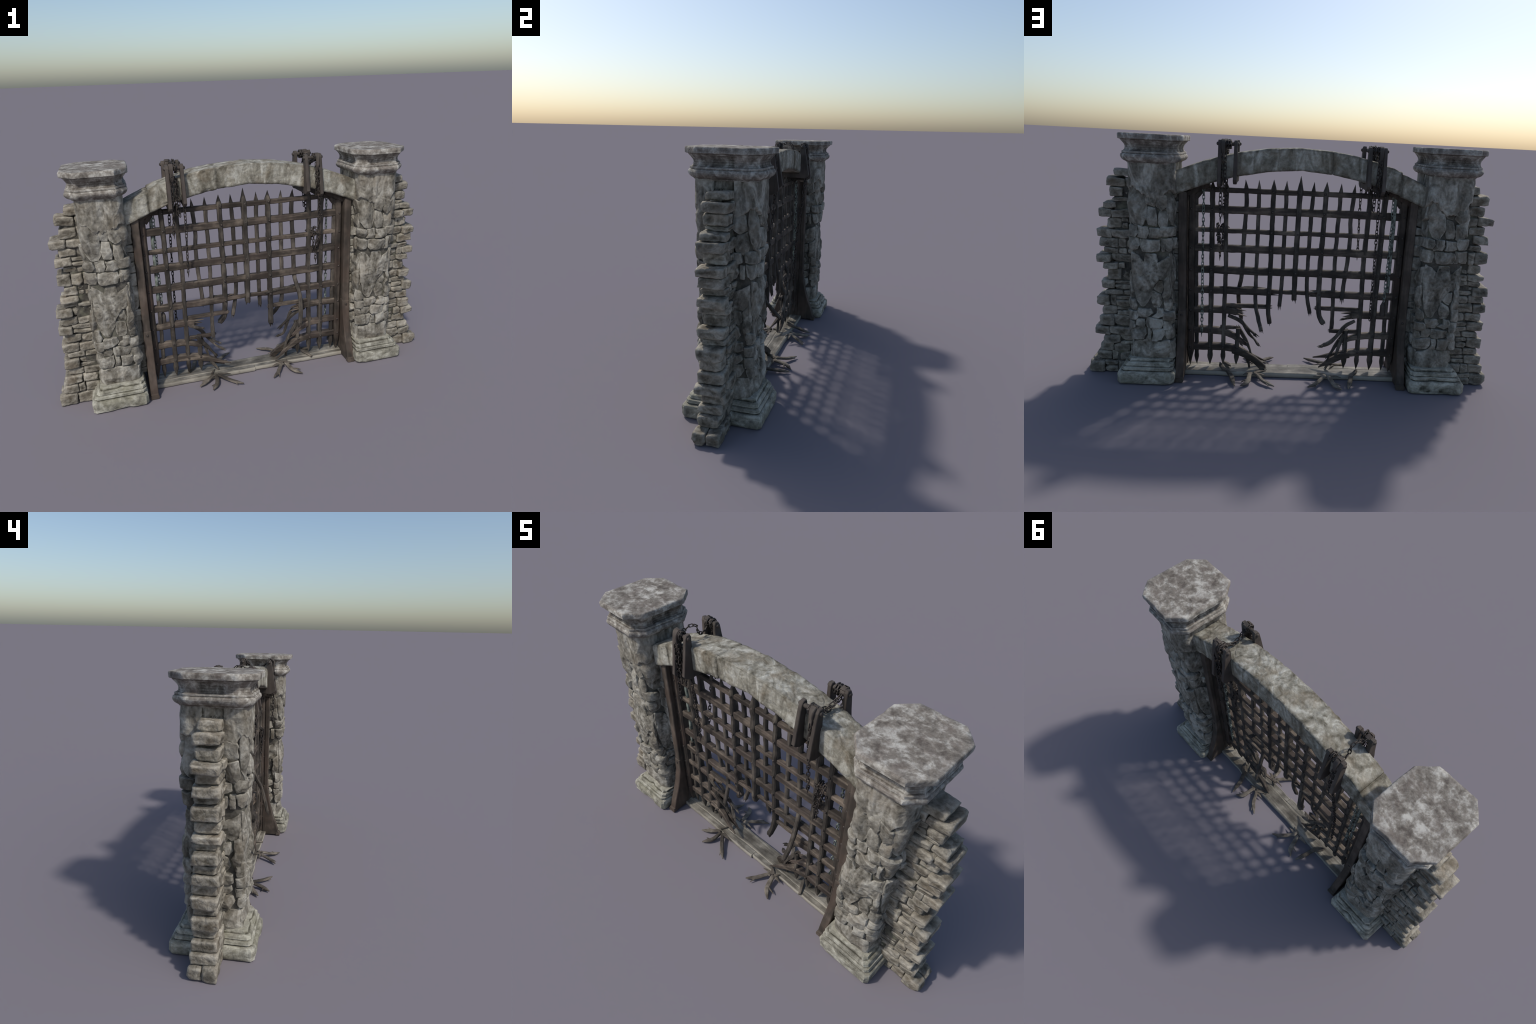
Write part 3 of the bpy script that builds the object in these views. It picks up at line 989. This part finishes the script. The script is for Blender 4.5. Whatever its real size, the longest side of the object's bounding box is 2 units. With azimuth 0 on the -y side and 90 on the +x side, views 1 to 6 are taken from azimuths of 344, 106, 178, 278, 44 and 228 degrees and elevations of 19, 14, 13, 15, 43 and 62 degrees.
# loose splinters
def splinter(pts, w, t, broken=(False, True), plen=.02):
    return hbar(pts, w * .82, t, broken, wfun=lambda s: .55 + .45 * math.sin(math.pi * min(1, s * 1.15 + .12)), plen=plen, prongs=2, name="splinter", mat=M_WOODV)
splinter([gp(-.318, .300, .012), gp(-.272, .272, .014), gp(-.235, .222, .016), gp(-.202, .178, .016), gp(-.178, .157, 0), gp(-.155, .146, -.010)], .011, .007)
splinter([gp(-.262, .250, .014), gp(-.215, .200, .02), gp(-.165, .168, .02)], .009, .006)
splinter([gp(-.292, .244, -.014), gp(-.252, .190, -.006), gp(-.215, .135, .010), gp(-.190, .096, .016)], .012, .007)
splinter([gp(-.268, .228, .012), gp(-.248, .165, .014), gp(-.228, .085, .012)], .0105, .007)
splinter([gp(-.232, .095, -.016), gp(-.208, .060, -.012), gp(-.188, .028, -.009)], .011, .007, (False, False))
splinter([gp(.318, .302, .010), gp(.262, .280, .012), gp(.215, .238, .016), gp(.175, .203, .016)], .011, .007)
splinter([gp(.258, .296, .036), gp(.240, .270, .032), gp(.212, .215, .012), gp(.187, .178, -.006), gp(.160, .152, .018)], .010, .0065)
splinter([gp(.264, .236, -.008), gp(.240, .190, -.008), gp(.208, .130, -.004), gp(.196, .085, -.006)], .0115, .008, (True, True))
splinter([gp(.224, .105, .010), gp(.210, .062, .010), gp(.204, .028, .006)], .011, .008, (False, False))
splinter([gp(-.205, .448, .006), gp(-.15, .446, .012), gp(-.09, .441, .018)], .006, .006, (True, True))
splinter([gp(.245, .446, -.006), gp(.17, .444, -.012), gp(.10, .436, -.014)], .006, .006, (True, True))
splinter([gp(.36, .446, .004), gp(.31, .447, .010), gp(.24, .444, .012)], .005, .006, (True, True))
splinter([gp(-.33, .312, -.014), gp(-.29, .302, -.02), gp(-.255, .292, -.022)], .008, .006)

# rivets: one shared mesh on the crossings of wide bars and rails and on the stiles
def dome(r, h):
    rings = []
    for k in range(5):
        a = k / 4 * math.pi / 2 * .96
        rings.append([(r * math.cos(a) * math.cos(q), -h * math.sin(a), r * math.cos(a) * math.sin(q)) for q in np.linspace(0, 2 * math.pi, 11)[:-1]])
    return loft(rings)
v, f = dome(.0062, .0045)
rivet0 = None
spots = []
rows = [.924, .831, .729, .642, .533, .429]
for x in (-.413, .405): spots += [(x, z) for z in rows + [.328, .219, .129]]
for x in (-.128, -.005, .119): spots += [(x, z) for z in rows]
for x in (-.343, .338, -.280, .270): spots.append((x, .129))
stile = [(GX + s * .507, z) for s in (-1, 1) for z in rows + [.328, .219, .129]]
for s in (-1, 1):
    for x, z in spots + stile:
        y = GY + s * (.0190 if (x, z) in spots else .0235)
        if rivet0 is None:
            rivet0 = make_obj("rivet", v, f, M_IRON, PORT, 180)
            ob = rivet0
        else:
            ob = rivet0.copy()
            bpy.context.scene.collection.objects.link(ob)
        ob.location = (x + rng.uniform(-.002, .002), y, z + rng.uniform(-.003, .003))
        ob.rotation_euler = (0, rng.uniform(0, 3), 0 if s < 0 else math.pi)

# ------------------------------------------------------------------ gate posts with flared feet
def prism(profile_yz, x0, x1, cham=.003, seed=0, wob=.0008):
    """extruded side profile with bevelled rims"""
    P = np.array(profile_yz, float)
    Q = []
    for a, b in zip(P, np.roll(P, -1, 0)):
        k = max(1, int(np.linalg.norm(b - a) / .018))
        for i in range(k):
            Q.append(a + (b - a) * i / k)
    P = np.array(Q)
    c = P.mean(axis=0)
    nx = np.roll(P, -1, 0) - np.roll(P, 1, 0)
    nrm = np.column_stack([nx[:, 1], -nx[:, 0]])
    nrm /= np.linalg.norm(nrm, axis=1)[:, None] + 1e-9
    area = np.sum(P[:, 0] * np.roll(P[:, 1], -1) - np.roll(P[:, 0], -1) * P[:, 1])
    if area < 0: nrm = -nrm
    inn = P - nrm * cham
    rings = []
    for x, R in ((x0, inn), (x0 + cham, P), (x1 - cham, P), (x1, inn)):
        R3 = np.column_stack([np.full(len(R), x), R])
        e = np.column_stack([fbm(R3, 25, 2, seed), fbm(R3, 25, 2, seed + 1), fbm(R3, 25, 2, seed + 2)]) * wob
        rings.append([tuple(q) for q in R3 + e])
    v, f = loft(rings)
    if area > 0:
        pass
    return v, f

import bmesh
def fix_normals(ob):
    bm = bmesh.new()
    bm.from_mesh(ob.data)
    bmesh.ops.recalc_face_normals(bm, faces=bm.faces)
    bm.to_mesh(ob.data)
    bm.free()

for s in (-1, 1):
    cx = -.002 + s * .541
    b = Bag()
    v, f = prism([(-.040, .0), (.040, .0), (.040, .915), (-.040, .915)], cx - .015, cx + .015, .003, 3)
    b.add(v, f)
    post = make_obj("gate_post", b.v, b.f, M_POST, None, 35)
    fix_normals(post)
    for t in (-1, 1):
        # facing board on the front and back edge
        v, f = prism([(t * .034, .30), (t * .058, .30), (t * .057, .60), (t * .058, .912), (t * .034, .912)], cx - .0185, cx + .0185, .003, 5)
        ob = make_obj("post_board", v, f, M_POST, post, 35)
        fix_normals(ob)
        # flared buttress
        pr = [(t * .030, .004), (t * .142, .004), (t * .143, .022), (t * .134, .026), (t * .120, .075), (t * .098, .135), (t * .078, .20), (t * .0645, .27), (t * .0605, .335), (t * .050, .343), (t * .030, .343)]
        v, f = prism(pr, cx - .0195, cx + .0195, .003, 7)
        ob = make_obj("post_buttress", v, f, M_POST, post, 35)
        fix_normals(ob)
        # foot lip
        v, f = prism([(t * .120, .0), (t * .146, .0), (t * .146, .018), (t * .120, .018)], cx - .022, cx + .022, .003, 9)
        ob = make_obj("post_foot", v, f, M_POST, post, 35)
        fix_normals(ob)
        r = rivet0.copy()
        r.name = "rivet"
        bpy.context.scene.collection.objects.link(r)
        r.parent = post
        r.location = (cx, t * .061, .315)
        r.rotation_euler = (0, 0, 0 if t < 0 else math.pi)
        r.scale = (1.1, 1.1, 1.1)

# ------------------------------------------------------------------ hoists: clamp plates over the arch with axles
def cylinder_x(x0, x1, y, z, r, n=16, wob=0):
    rings = []
    for x, k in ((x0, .85), (x0 + .002, 1), (x1 - .002, 1), (x1, .85)):
        rings.append([(x, y + r * k * math.cos(a), z + r * k * math.sin(a)) for a in np.linspace(0, 2 * math.pi, n + 1)[:-1]])
    return loft(rings)

def build_hoist(xa, xb, strap_x):
    first = None
    for x in (xa, xb):
        zb = arch_bot(x)
        ab = zb - .010
        low = zb - .020
        top = 1.1555
        pr = [(-.062, ab + .012), (-.062, 1.13), (-.060, top - .006), (-.066, top), (-.082, top - .003), (-.088, top - .014), (-.113, low + .012), (-.106, low), (-.082, low - .014),
              (.082, low - .014), (.106, low), (.113, low + .012), (.088, top - .014), (.082, top - .003), (.066, top), (.060, top - .006), (.062, 1.13), (.062, ab + .012), (.055, ab), (-.055, ab)]
        b = Bag()
        # front arm, back arm and the sole under the arch as one U
        w = .0082
        front = [(-.060, low - .010), (-.061, top - .012), (-.066, top), (-.082, top - .002), (-.090, top - .016), (-.117, low + .010), (-.110, low), (-.088, low - .012)]
        v, f = prism(front, x - w, x + w, .002, 11); b.add(v, f)
        v, f = prism([(-p[0], p[1]) for p in front], x - w, x + w, .002, 13); b.add(v, f)
        v, f = prism([(-.090, low - .010), (.090, low - .010), (.088, zb - .002), (-.088, zb - .002)], x - w + .001, x + w - .001, .002, 15); b.add(v, f)
        ob = make_obj("hoist_plate" if first else "hoist", b.v, b.f, M_PULLEY, first, 18)
        fix_normals(ob)
        if first is None:
            first = ob
    lo, hi = min(xa, xb), max(xa, xb)
    for s in (-1, 1):
        y = s * .076
        v, f = cylinder_x(lo - .013, hi + .013, y, 1.138, .0085)
        ob = make_obj("hoist_axle", v, f, M_PULLEY, first, 35); fix_normals(ob)
        # strap wheel that carries the chain
        b = Bag()
        v, f = cylinder_x(strap_x - .0105, strap_x + .0105, y, 1.138, .0165); b.add(v, f)
        v, f = sweep(catmull([(strap_x, y - s * .012, 1.148), (strap_x, y + s * .006, 1.154), (strap_x, y + s * .018, 1.140), (strap_x, y + s * .019, 1.110), (strap_x, y + s * .014, 1.072)], 5), .0115, .0055, (0, 1, 0), .0006, 4, wfun=lambda q: 1 - .55 * q)
        b.add(v, f)
        ob = make_obj("hoist_wheel", b.v, b.f, M_PULLEY, first, 40); fix_normals(ob)
        for x, d in ((lo - .0082, -1), (hi + .0082, 1)):
            r = rivet0.copy()
            bpy.context.scene.collection.objects.link(r)
            r.name = "rivet"
            r.parent = first
            r.location = (x + d * .003, y, 1.138)
            r.rotation_euler = (0, 0, -d * -math.pi / 2)
            r.scale = (1.3, 1.3, 1.3)
    return first

build_hoist(-.309, -.377, -.358)
build_hoist(.298, .369, .353)

# ------------------------------------------------------------------ chains
def link_mesh(c, t, side, L, W, wire, n=14, m=6):
    """one stadium shaped link centred at c, long axis t, flat in the plane of t and side"""
    t = t / np.linalg.norm(t)
    side = side - t * np.dot(side, t)
    side /= np.linalg.norm(side)
    nn = np.cross(t, side)
    rings = []
    for i in range(n):
        a = 2 * math.pi * i / n
        ca, sa = math.cos(a), math.sin(a)
        d = t * (ca * W + (1 if ca > 0 else -1) * (L - W)) + side * sa * W
        o = t * ca + side * sa
        rings.append([tuple(c + d + (o * math.cos(b) + nn * math.sin(b)) * wire) for b in np.linspace(0, 2 * math.pi, m + 1)[:-1]])
    v = [p for r in rings for p in r]
    f = grid_faces(n, m)
    for j in range(m):
        k = (j + 1) % m
        f.append(((n - 1) * m + j, (n - 1) * m + k, k, j))
    return v, f

def chain(pts, mat, L=.0115, W=.0058, wire=.0022, seed=0, hook=False, sub=12, ang=0.6):
    P = dens(catmull(pts, sub), .002)
    R = random.Random(seed)
    cum = np.concatenate([[0], np.cumsum([np.linalg.norm(P[i + 1] - P[i]) for i in range(len(P) - 1)])])
    step = 2 * (L - wire * 1.15)
    b = Bag()
    k = 0
    s = L * .5
    while s < cum[-1]:
        i = min(np.searchsorted(cum, s), len(P) - 2)
        tan = P[min(i + 3, len(P) - 1)] - P[max(i - 3, 0)]
        q = ang + (math.pi / 2 if k % 2 else 0) + R.uniform(-.45, .45)
        a0 = np.array([math.cos(q), math.sin(q), 0.15]) if abs(tan[2]) > .5 * np.linalg.norm(tan) else np.array([math.cos(q), 0.1, math.sin(q)])
        v, f = link_mesh(P[i], tan, a0, L, W, wire)
        b.add(v, f)
        s += step
        k += 1
    if hook:
        e = P[-1]
        v, f = sweep([e, e + np.array([.001, 0, -.012]), e + np.array([0, 0, -.03])], .004, .004, (0, 1, 0), 0, wfun=lambda q: 1 - .85 * q, tfun=lambda q: 1 - .85 * q)
        b.add(v, f)
    return make_obj("chain", b.v, b.f, mat, None, 180, kind="stuff")

# chain wound round the axles
def wound(x, y, r, seed):
    P = [(x + .0025 * k / 8 * (-1) ** seed, y + r * math.cos(k * math.pi / 4), 1.138 + r * math.sin(k * math.pi / 4)) for k in range(17)]
    chain(P, M_IRON, L=.0095, W=.0055, wire=.0022, seed=seed, sub=4)
for i, (x, y) in enumerate(((-.341, -.076), (-.345, .076), (.337, -.076), (.337, .076), (-.331, .076), (.326, .076))):
    wound(x, y, .0155, 90 + i)
# left hoist
chain([(-.362, -.094, 1.135), (-.363, -.099, 1.06), (-.366, -.100, .95), (-.372, -.098, .84)], M_IRON, seed=1, hook=True)
chain([(-.348, -.092, 1.10), (-.347, -.097, 1.02), (-.346, -.098, .93)], M_IRON, seed=2)
chain([(-.310, -.080, .96), (-.310, -.072, .84), (-.313, -.062, .70), (-.315, -.060, .625)], M_IRON, seed=3, hook=True)
chain([(-.360, .094, 1.13), (-.362, .096, 1.0), (-.372, .070, .80), (-.382, .040, .55), (-.386, .030, .32)], M_IRON, seed=4)
chain([(-.345, .090, .97), (-.345, .085, .92), (-.346, .08, .86)], M_IRON, seed=14)
chain([(-.372, -.02, .955), (-.384, .02, .90), (-.386, .024, .77), (-.386, .026, .55), (-.386, .028, .33)], M_IRON, seed=24) if False else None
chain([(-.357, -.078, 1.152), (-.356, -.05, 1.148), (-.350, -.026, 1.158), (-.345, .0, 1.150), (-.348, .015, 1.112), (-.352, .05, 1.112), (-.357, .078, 1.152)], M_IRON, seed=5)
chain([(-.366, -.086, 1.12), (-.370, -.090, 1.05), (-.372, -.092, .97)], M_IRON, seed=31)
chain([(-.338, -.080, 1.09), (-.336, -.088, 1.0), (-.335, -.088, .915)], M_IRON, seed=32)
chain([(-.352, .088, 1.12), (-.350, .092, 1.03), (-.348, .09, .95)], M_IRON, seed=33)
# right hoist
chain([(.346, -.086, 1.11), (.348, -.090, 1.03), (.350, -.090, .95)], M_IRON, seed=34)
chain([(.345, .086, 1.11), (.344, .090, 1.03), (.343, .090, .95)], M_IRON, seed=35)
chain([(.353, -.06, 1.135), (.340, -.03, 1.112), (.344, .02, 1.106), (.356, .06, 1.140)], M_IRON, seed=36)
chain([(.355, -.094, 1.13), (.358, -.100, 1.02), (.361, -.098, .90), (.362, -.094, .80)], M_IRON, seed=6, hook=True)
chain([(.355, .094, 1.13), (.358, .098, 1.0), (.362, .092, .88), (.360, .086, .805)], M_IRON, seed=7, hook=True)
chain([(.353, -.078, 1.150), (.350, -.045, 1.122), (.350, .0, 1.098), (.352, .04, 1.112), (.353, .078, 1.150)], M_IRON, seed=8)
chain([(.338, .092, .98), (.336, .06, .93), (.334, .045, .86)], M_IRON, seed=18)
# tangled chain thrown over the third rail
for k in range(2):
    R = random.Random(60 + k)
    x = .356 + .022 * k
    chain([(x - .004, -.030, .62 + R.uniform(0, .06)), (x, -.036, .70), (x + .004, -.028, .742), (x, -.004, .753 + R.uniform(0, .012)), (x - .006, .016, .742), (x - .004, .026, .69), (x, .024, .63 + R.uniform(0, .06))], M_IRON, seed=70 + k, sub=8)
chain([(.372, -.036, .70), (.370, -.034, .64), (.368, -.032, .60)], M_IRON, seed=80, hook=True)
chain([(.328, .0, .748), (.336, -.01, .752), (.352, -.03, .748), (.372, -.038, .735), (.386, -.036, .70)], M_IRON, seed=81)
# verdigris chains beside the stiles
chain([(-.452, .012, .925), (-.455, .014, .70), (-.452, .012, .41)], M_GREEN, W=.0062, seed=9)
chain([(.447, .012, .93), (.447, .014, .60), (.446, .012, .215)], M_GREEN, seed=10, hook=True)
# patinated rod beside the left chain
v, f = sweep(line((-.465, .002, .925), (-.469, .0, .455), .02), .0078, .0078, (0, 1, 0), .002, 6)
make_obj("guide_rod", v, f, M_GREEN, None, 60)
# pendant weight
v, f = sweep(line((-.451, .004, .412), (-.452, .004, .332), .004), .0125, .010, (0, 1, 0), .0006, 3, wfun=lambda t: .25 if t < .1 else min(1, .3 + (t - .1) * 2.6), tfun=lambda t: .25 if t < .1 else min(1, .3 + (t - .1) * 2.6))
make_obj("chain_weight", v, f, M_PULLEY, None, 40)

# ------------------------------------------------------------------ wooden sill
def sill_plank(x0, x1, y0, y1, z0, z1, seed):
    n = int((x1 - x0) / .010)
    rings = []
    for i in range(n + 1):
        x = x0 + (x1 - x0) * i / n
        p0 = np.array([[x, y0, 0.0], [x, y1, 3.0], [x, 5.0, z1]])
        e = fbm(p0 * np.array([1, 1, 1]), 9, 4, seed)
        j = fbm(p0, 45, 2, seed + 5)
        a, b = y0 + e[0] * .005 + j[0] * .0015, y1 + e[1] * .005 + j[1] * .0015
        zt = z1 + e[2] * .0012
        c = .0022
        prof = [(a + .002, z0), (b - .002, z0), (b, z0 + c), (b, zt - c), (b - c, zt)]
        k = 10
        for q in range(1, k):
            prof.append((b - c + (a - b + 2 * c) * q / k, zt))
        prof += [(a + c, zt), (a, zt - c), (a, z0 + c)]
        ring = np.array([(x, y, z) for y, z in prof])
        gr = np.minimum(0, ridged(ring * np.array([.10, 1, 1]), 34, 2, seed + 8) * -1 + .35) + .25 * fbm(ring * np.array([.2, 1, 1]), 90, 2, seed)
        ring[:, 2] += np.where(ring[:, 2] > z1 - .004, gr * .0024, 0)
        rings.append([tuple(r) for r in ring])
    v, f = loft(rings)
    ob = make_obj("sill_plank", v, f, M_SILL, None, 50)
    fix_normals(ob)
    return ob
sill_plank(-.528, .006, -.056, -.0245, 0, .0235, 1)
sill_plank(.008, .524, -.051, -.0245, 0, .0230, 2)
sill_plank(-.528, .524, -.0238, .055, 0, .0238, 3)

# ------------------------------------------------------------------ splintered stars of broken sill wood
def star_leg(bag, pts, w, t, fork=None, seed=0):
    P = dens(catmull(pts, 6), .006)
    R = random.Random(seed)
    v, f = sweep(P, w, t, (0, 0, 1), .0022, seed, cham=.3, wfun=lambda s: .85 + .25 * math.sin(s * 3) if s < .75 else (1.02 - .75 * (s - .75) / .25), tfun=lambda s: 1 if s < .8 else 1 - .6 * (s - .8) / .2)
    bag.add(v, f)
    if fork is not None:
        a = np.array(P[int(len(P) * .62)], float)
        b = np.array(fork, float)
        v, f = sweep(dens(catmull([a, (a + b) / 2 + np.array([0, 0, .003]), b], 5), .006), w * .6, t * .7, (0, 0, 1), .0012, seed + 1, cham=.3, wfun=lambda s: 1 - .75 * s, tfun=lambda s: 1 - .6 * s)
        bag.add(v, f)

def star(hub, legs, spikes, seed):
    b = Bag()
    k = seed
    for pts, fork, w in legs:
        k += 3
        P = [(hub[0] * .7 + pts[0][0] * .3, hub[1] * .7 + pts[0][1] * .3, .024)] + [tuple(p) for p in pts]
        star_leg(b, P, w, .0062, fork, k)
    for p, q, w in spikes:
        k += 3
        v, f = sweep(dens(catmull([p, tuple((np.array(p) + np.array(q)) / 2 + np.array([0, 0, .004])), q], 5), .006), w, .0042, (0, 0, 1), .0015, k, cham=.3, wfun=lambda s: 1.05 - .98 * s ** 1.3, tfun=lambda s: 1 - .7 * s)
        b.add(v, f)
    return make_obj("splintered_wood", b.v, b.f, M_SPLINT, None, 40)

H = .0255
star((-.215, -.067), [
    ([(-.236, -.070, .024), (-.269, -.093, .013), (-.311, -.122, .010)], (-.296, -.088, .012), .0095),
    ([(-.214, -.080, .025), (-.219, -.125, .014), (-.250, -.172, .007)], (-.252, -.136, .008), .0105),
    ([(-.190, -.080, .024), (-.142, -.128, .014), (-.088, -.168, .009)], (-.119, -.165, .007), .0095)],
    [((-.20, -.066, .026), (-.132, -.068, .018), .009), ((-.232, -.052, H), (-.205, -.004, H), .006)], 300)
star((.167, -.073), [
    ([(.147, -.080, .024), (.116, -.130, .014), (.078, -.167, .009)], (.109, -.168, .007), .0095),
    ([(.178, -.080, .025), (.200, -.140, .015), (.237, -.174, .007)], (.240, -.136, .008), .0105)],
    [((.178, -.068, .024), (.225, -.071, .014), .009), ((.166, -.066, H), (.130, -.030, H), .011), ((.155, -.066, .024), (.100, -.066, .016), .008), ((.178, -.066, H), (.197, -.038, H - .001), .009)], 340)
star((-.188, .072), [
    ([(-.168, .084, .024), (-.124, .140, .014), (-.087, .166, .010)], (-.121, .164, .009), .0095),
    ([(-.198, .083, .025), (-.219, .145, .015), (-.250, .172, .007)], (-.250, .134, .008), .0105)],
    [((-.182, .070, .026), (-.119, .071, .018), .009), ((-.180, .060, H), (-.140, .045, H), .009), ((-.205, .066, .024), (-.260, .064, .016), .008)], 380)
star((.181, .066), [
    ([(.198, .080, .024), (.207, .140, .014), (.238, .170, .007)], (.238, .134, .008), .0105),
    ([(.161, .082, .025), (.130, .126, .014), (.076, .166, .009)], (.104, .165, .007), .0095)],
    [((.172, .066, H), (.130, .021, H), .010), ((.172, .066, H), (.117, .036, H), .009), ((.192, .064, .024), (.230, .071, .018), .009), ((.165, .070, .024), (.118, .071, .016), .008)], 420)
# single strips curled over the back edge of the sill
b = Bag()
star_leg(b, [(.318, .036, H), (.306, .060, .026), (.286, .100, .016), (.268, .172, .008)], .0105, .006, None, 501)
star_leg(b, [(.308, .055, H), (.340, .030, .034), (.352, .004, .048)], .010, .005, None, 502)
make_obj("splintered_wood", b.v, b.f, M_SPLINT, None, 40)
b = Bag()
star_leg(b, [(-.328, .034, H), (-.313, .058, .026), (-.298, .110, .016), (-.283, .168, .008)], .0105, .006, None, 511)
star_leg(b, [(-.312, .054, H), (-.336, .026, .030), (-.350, .004, .036)], .009, .005, None, 512)
make_obj("splintered_wood", b.v, b.f, M_SPLINT, None, 40)
b = Bag()
star_leg(b, [(.337, -.056, .024), (.318, -.020, .032), (.297, .020, .036)], .008, .005, None, 521)
make_obj("splintered_wood", b.v, b.f, M_SPLINT, None, 40)
